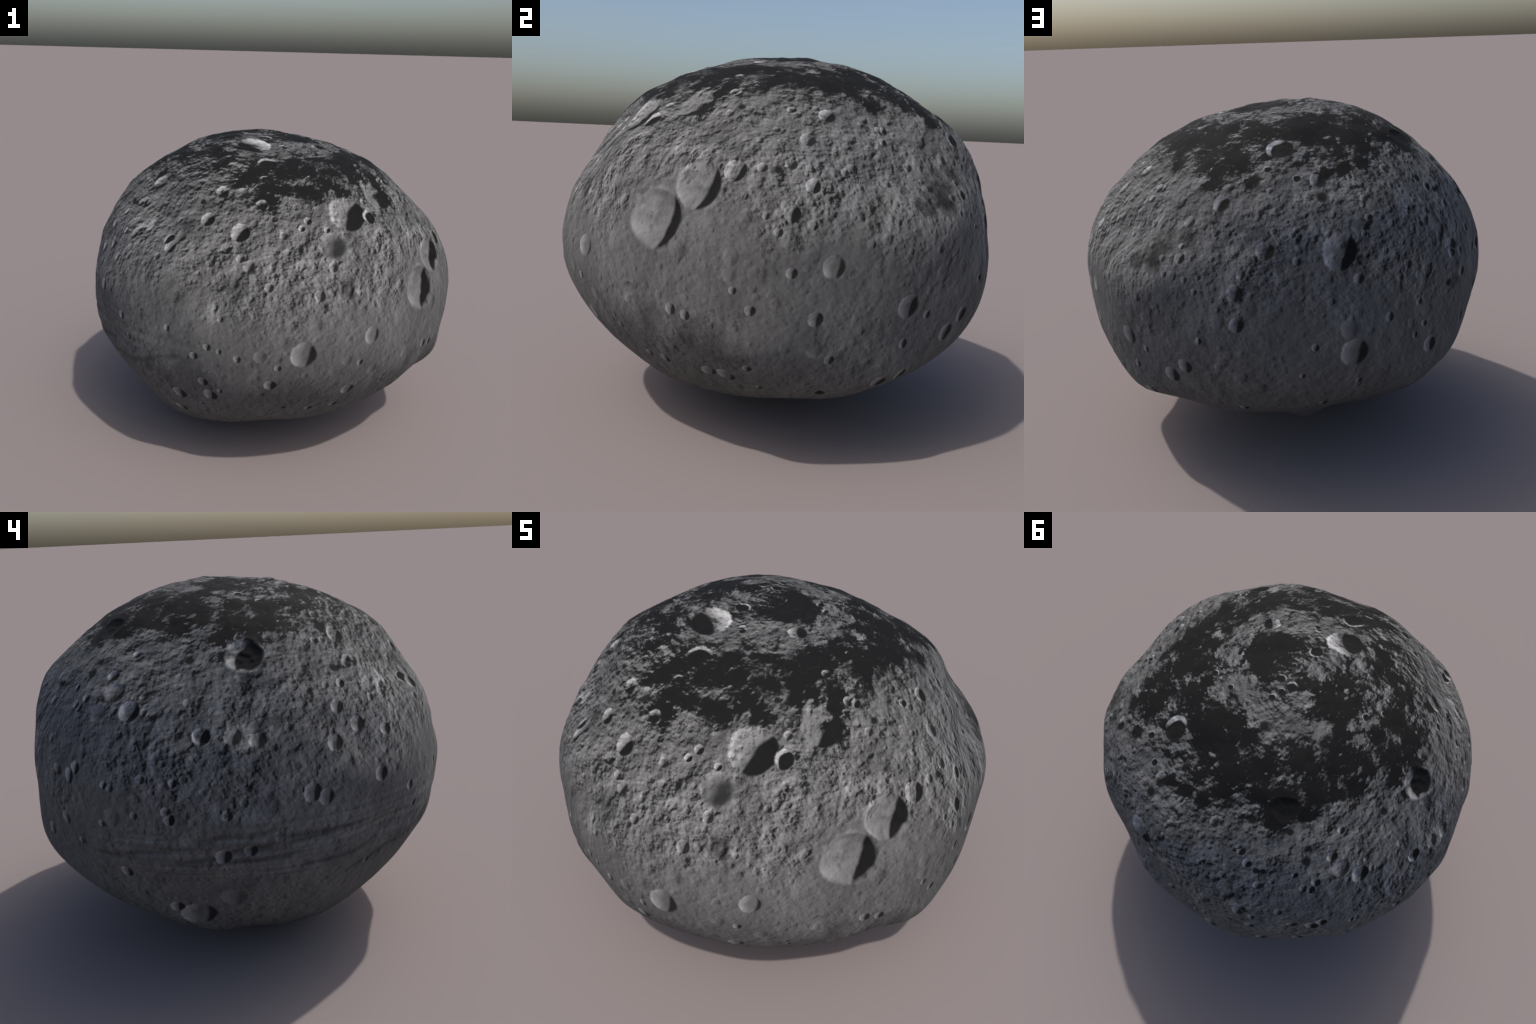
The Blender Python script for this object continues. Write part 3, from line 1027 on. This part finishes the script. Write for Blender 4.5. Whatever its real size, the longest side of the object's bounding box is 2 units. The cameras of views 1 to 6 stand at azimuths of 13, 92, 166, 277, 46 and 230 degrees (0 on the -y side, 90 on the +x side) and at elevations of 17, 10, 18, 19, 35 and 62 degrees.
def rock_group():
    g = bpy.data.node_groups.new("rock_colour", "ShaderNodeTree")
    g.interface.new_socket("Vector", in_out="INPUT", socket_type="NodeSocketVector")
    g.interface.new_socket("Tone", in_out="OUTPUT", socket_type="NodeSocketFloat")
    g.interface.new_socket("Black", in_out="OUTPUT", socket_type="NodeSocketFloat")
    g.interface.new_socket("Height", in_out="OUTPUT", socket_type="NodeSocketFloat")
    w = Wire(g)
    p = g.nodes.new("NodeGroupInput").outputs[0]
    n = w.v("NORMALIZE", p)
    nz = node(g, "SeparateXYZ", _0=n).outputs[2]
    # drift: the way the baked-in shade falls, east turning south towards the pole
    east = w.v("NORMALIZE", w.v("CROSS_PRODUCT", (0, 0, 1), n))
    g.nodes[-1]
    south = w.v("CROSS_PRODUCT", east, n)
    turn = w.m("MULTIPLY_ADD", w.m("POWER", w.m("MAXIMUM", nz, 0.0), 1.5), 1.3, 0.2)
    shade_dir = w.v("ADD", w.v("SCALE", east, scale=w.m("COSINE", turn)), w.v("SCALE", south, scale=w.m("SINE", turn)))

    # relief shading baked into the grain along drift
    def emboss(scale, step, detail):
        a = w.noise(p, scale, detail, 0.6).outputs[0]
        b = w.noise(w.v("ADD", p, w.v("SCALE", shade_dir, scale=step)), scale, detail, 0.6).outputs[0]
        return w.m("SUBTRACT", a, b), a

    s1, h1 = emboss(9.0, 0.012, 7.0)
    s2, h2 = emboss(34.0, 0.006, 4.0)
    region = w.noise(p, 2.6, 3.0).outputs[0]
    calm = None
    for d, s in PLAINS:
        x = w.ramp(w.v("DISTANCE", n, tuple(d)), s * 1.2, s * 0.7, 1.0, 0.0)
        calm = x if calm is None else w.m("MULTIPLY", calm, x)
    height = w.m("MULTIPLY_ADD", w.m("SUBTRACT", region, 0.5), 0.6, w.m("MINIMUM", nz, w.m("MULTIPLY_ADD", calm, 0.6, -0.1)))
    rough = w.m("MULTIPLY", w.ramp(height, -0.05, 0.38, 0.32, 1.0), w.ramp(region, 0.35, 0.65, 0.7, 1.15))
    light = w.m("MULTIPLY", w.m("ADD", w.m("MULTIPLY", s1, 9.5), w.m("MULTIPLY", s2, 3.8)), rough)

    # pits too small to model, drawn as a lit and a shaded side
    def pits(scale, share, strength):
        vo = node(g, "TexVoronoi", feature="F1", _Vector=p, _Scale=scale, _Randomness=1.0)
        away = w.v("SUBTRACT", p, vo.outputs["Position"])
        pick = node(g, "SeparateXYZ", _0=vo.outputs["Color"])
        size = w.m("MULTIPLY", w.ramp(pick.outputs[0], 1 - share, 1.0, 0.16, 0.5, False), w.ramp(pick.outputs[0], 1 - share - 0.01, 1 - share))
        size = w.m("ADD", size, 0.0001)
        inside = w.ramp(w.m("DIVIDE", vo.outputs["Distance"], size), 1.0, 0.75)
        side = w.m("DIVIDE", w.v("DOT_PRODUCT", away, shade_dir), w.m("DIVIDE", size, scale))
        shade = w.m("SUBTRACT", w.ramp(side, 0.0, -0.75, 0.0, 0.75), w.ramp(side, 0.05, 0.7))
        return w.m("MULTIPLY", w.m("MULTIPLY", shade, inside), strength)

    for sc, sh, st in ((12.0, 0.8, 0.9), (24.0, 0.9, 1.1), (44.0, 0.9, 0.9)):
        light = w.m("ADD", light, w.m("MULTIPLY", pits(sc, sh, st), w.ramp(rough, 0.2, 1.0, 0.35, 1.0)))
    mott = w.m("MULTIPLY_ADD", w.m("SUBTRACT", w.noise(p, 5.0, 5.0).outputs[0], 0.5), 0.5, 1.0)
    mott = w.m("MULTIPLY", mott, w.ramp(nz, 0.35, 0.8, 1.0, 0.76))
    # the girdle of parallel ridges and troughs on the far side
    belted = w.m("MULTIPLY", w.ramp(w.v("DISTANCE", n, tuple(GIRDLE)), 0.95, 0.5), w.ramp(w.m("ABSOLUTE", w.m("SUBTRACT", nz, float(GIRDLE[2]))), 0.22, 0.08))
    girth = w.v("MULTIPLY", n, (1.6, 1.6, 30.0))
    rib = w.m("SUBTRACT", w.noise(girth, 1.0, 3.0).outputs[0], w.noise(w.v("ADD", girth, (0, 0, 0.35)), 1.0, 3.0).outputs[0])
    mott = w.m("MULTIPLY", mott, w.m("MULTIPLY_ADD", w.m("MULTIPLY", rib, belted), 1.1, 1.0))
    fine = w.m("MULTIPLY_ADD", w.m("SUBTRACT", w.noise(p, 80.0, 3.0).outputs[0], 0.5), 0.25, 1.0)
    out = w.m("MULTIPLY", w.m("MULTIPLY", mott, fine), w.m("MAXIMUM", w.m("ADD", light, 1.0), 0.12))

    # warped direction for ragged outlines
    warp = w.v("SUBTRACT", w.noise(p, 7.0, 6.0, 0.65).outputs["Color"], (0.5, 0.5, 0.5))
    nw = w.v("ADD", n, w.v("SCALE", warp, scale=0.06))
    ragged = w.m("SUBTRACT", w.noise(p, 20.0, 6.0, 0.65).outputs[0], 0.5)
    for d, s, a in TONES:
        t = w.ramp(w.m("MULTIPLY_ADD", ragged, s * 1.2, w.v("DISTANCE", nw, tuple(d))), s * 1.15, s * 0.45, 0.0, a)
        out = w.m("MULTIPLY", out, w.m("ADD", t, 1.0))

    for axis, mid, half, width, depth in GROOVES:
        off = w.m("ABSOLUTE", w.m("ADD", w.v("DOT_PRODUCT", nw, tuple(axis)), 0.0))
        run = w.ramp(w.v("DOT_PRODUCT", n, tuple(mid)), math.cos(half), 1 - 0.7 * (1 - math.cos(half)))
        out = w.m("MULTIPLY", out, w.m("SUBTRACT", 1.0, w.m("MULTIPLY", run, w.ramp(off, width * 1.5, 0.0, 0.0, 0.36))))

    def cover(lobes):
        top = None
        for d, s in lobes:
            x = w.m("MULTIPLY_ADD", w.v("DISTANCE", nw, tuple(d)), -1.0 / s, 1.0)
            top = x if top is None else w.m("MAXIMUM", top, x)
        return top

    # specks drawn out down the slope: coarse along the meridian, fine across it
    around = w.v("NORMALIZE", w.v("MULTIPLY", n, (1, 1, 0)))
    down = w.v("ADD", w.v("MULTIPLY", around, (13.0, 13.0, 0)), w.v("MULTIPLY", n, (0, 0, 11.0)))
    sp = w.noise(w.v("MULTIPLY", p, (1.25, 1.25, 0.6)), 34.0, 8.0, 0.66).outputs[0]
    st = w.noise(w.v("ADD", down, w.v("SCALE", warp, scale=1.5)), 1.0, 7.0, 0.62).outputs[0]
    speck = w.m("SUBTRACT", w.m("ADD", w.m("MULTIPLY", sp, 0.5), w.m("MULTIPLY", st, 0.6)), 0.55)
    belt = w.ramp(nz, 0.42, 0.78, -1.0, 0.0, False)
    score = w.m("MAXIMUM", w.m("MAXIMUM", cover(BLACKS), -0.6), belt)
    score = w.m("SUBTRACT", score, w.m("MULTIPLY", w.m("MAXIMUM", cover(GREYS), 0.0), 1.3))
    score = w.m("MULTIPLY_ADD", speck, 2.4, score)
    score = w.m("MULTIPLY_ADD", light, -0.5, score)
    black = w.ramp(score, -0.42, 0.3)
    o = g.nodes.new("NodeGroupOutput")
    g.links.new(out, o.inputs[0])
    g.links.new(black, o.inputs[1])
    g.links.new(h2, o.inputs[2])
    return g


def rock_material(name, group, body, in_crater):
    mat = bpy.data.materials.new(name)
    mat.use_nodes = True
    t = mat.node_tree
    bsdf = t.nodes["Principled BSDF"]
    bsdf.inputs["Roughness"].default_value = 0.9
    bsdf.inputs["Specular IOR Level"].default_value = 0.18
    w = Wire(t)
    co = t.nodes.new("ShaderNodeTexCoord")
    co.object = body
    rock = t.nodes.new("ShaderNodeGroup")
    rock.node_tree = group
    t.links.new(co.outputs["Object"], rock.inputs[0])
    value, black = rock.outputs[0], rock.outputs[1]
    if in_crater:
        own = t.nodes.new("ShaderNodeTexCoord").outputs["Object"]
        prop = lambda k: node(t, "Attribute", attribute_type="OBJECT", attribute_name='["%s"]' % k).outputs["Fac"]
        reach, dark, soft, glow, pale = map(prop, ("reach", "dark", "soft", "glow", "pale"))
        shake = w.v("SUBTRACT", w.noise(w.v("ADD", own, w.v("SCALE", (1, 1, 1), scale=node(t, "ObjectInfo").outputs["Random"])), 1.3, 4.0).outputs["Color"], (0.5, 0.5, 0.5))
        q = w.v("ADD", own, w.v("SCALE", shake, scale=0.28))
        x, y, z = node(t, "SeparateXYZ", _0=q).outputs
        rho = w.v("LENGTH", w.v("MULTIPLY", q, (1, 1, 0)))
        hem = w.m("MULTIPLY_ADD", soft, -0.75, 1.02)
        inside = node(t, "MapRange", interpolation_type="SMOOTHSTEP", _0=rho, _1=1.06, _2=hem).outputs[0]
        bend = w.m("MULTIPLY", w.m("SUBTRACT", 0.3, reach), 0.75)
        edge = w.m("SUBTRACT", w.m("SUBTRACT", x, reach), w.m("MULTIPLY", w.m("MULTIPLY", y, y), bend))
        fall = w.m("MULTIPLY", node(t, "MapRange", interpolation_type="SMOOTHSTEP", _0=edge, _1=w.m("MULTIPLY", soft, -0.5), _2=w.m("MULTIPLY", soft, 0.5)).outputs[0], inside)
        side = w.m("DIVIDE", w.m("MULTIPLY", x, -1.0), w.m("MAXIMUM", rho, 0.05))
        wall = w.m("MULTIPLY", w.m("MULTIPLY", w.ramp(side, -0.1, 0.9), w.ramp(rho, 0.1, 0.85)), w.ramp(rho, 1.1, 0.95))
        lift = w.m("ADD", w.m("MULTIPLY", wall, glow), w.m("MULTIPLY", inside, pale))
        calm = w.m("ADD", w.m("MULTIPLY", w.m("SUBTRACT", value, 1.0), 0.45), 1.03)
        value = node(t, "Mix", data_type="FLOAT", _0=w.m("MULTIPLY", inside, 0.9), _2=value, _3=calm).outputs[0]
        # sunlit edge tinted in: a thin pale crest on the western rim
        crest = w.m("MULTIPLY", w.m("MULTIPLY", w.ramp(rho, 0.78, 0.96), w.ramp(rho, 1.14, 1.0)), w.ramp(side, -0.2, 0.7))
        lift = w.m("ADD", lift, w.m("MULTIPLY", w.m("MULTIPLY", crest, glow), 0.45))
        value = w.m("MULTIPLY", value, w.m("ADD", lift, 1.0))
        # walls lightened for sunlight stay bright inside the polar night
        black = w.m("MULTIPLY", black, w.m("SUBTRACT", 1.0, w.m("MULTIPLY", wall, w.ramp(glow, 0.9, 1.3, 0.0, 0.95))))
        black = w.m("MAXIMUM", black, w.m("MULTIPLY", fall, dark))  # shadow crescent under the eastern rim mixed in as black
    stone = node(t, "VectorMath", operation="SCALE", _0=ROCK)
    t.links.new(value, stone.inputs["Scale"])
    col = node(t, "Mix", data_type="RGBA", _0=black)
    t.links.new(stone.outputs[0], col.inputs[6])
    col.inputs[7].default_value = (*BLACK, 1)
    t.links.new(col.outputs[2], bsdf.inputs["Base Color"])
    return mat


# ------------------------------------------------------------------ objects
def make_mesh(name, faces, world_to_local, rotate):
    used, inv = np.unique(faces, return_inverse=True)
    co = (points[used] - world_to_local[1]) @ world_to_local[0]
    me = bpy.data.meshes.new(name)
    me.vertices.add(len(used))
    me.vertices.foreach_set("co", co.astype(np.float32).ravel())
    me.loops.add(faces.size)
    me.loops.foreach_set("vertex_index", inv.astype(np.int32).ravel())
    me.polygons.add(len(faces))
    me.polygons.foreach_set("loop_start", np.arange(0, faces.size, 3, dtype=np.int32))
    me.update(calc_edges=True)
    me.shade_smooth()
    me.normals_split_custom_set_from_vertices((normals[used] @ rotate).tolist())
    return me


root = bpy.data.objects.new("asteroid", None)
root["label"] = "flattened grey cratered asteroid with polar night painted black"
root["category"] = "asteroid"
bpy.context.scene.collection.objects.link(root)

face_owner = owner[tris]
same = (face_owner[:, 0] == face_owner[:, 1]) & (face_owner[:, 1] == face_owner[:, 2])
face_owner = np.where(same, face_owner[:, 0], -1)

body = bpy.data.objects.new("surface", make_mesh("surface", tris[face_owner < 0], (np.eye(3), centre), np.eye(3)))
body.location = centre
body.parent = root
bpy.context.scene.collection.objects.link(body)

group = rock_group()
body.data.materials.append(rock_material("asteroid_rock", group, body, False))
crater_rock = rock_material("crater_rock", group, body, True)

order = np.argsort(face_owner, kind="stable")
bounds = np.searchsorted(face_owner[order], np.arange(300 + 1))
for k, c in enumerate(CRATERS[:300]):
    faces = tris[order[bounds[k]:bounds[k + 1]]]
    if len(faces) < 6:
        continue
    axes = np.array(frame(c)).T
    at = CENTRE + c["n"] * c["r0"]
    ob = bpy.data.objects.new("crater", make_mesh("crater", faces, (axes / c["size"], at), axes))
    ob.matrix_world = Matrix.Translation(Vector(at)) @ Matrix(axes.tolist()).to_4x4() @ Matrix.Scale(c["size"], 4)
    for key in ("reach", "dark", "soft", "glow", "pale"):
        ob[key] = float(c[key])
    ob.data.materials.append(crater_rock)
    bpy.context.scene.collection.objects.link(ob)
    ob.parent = root
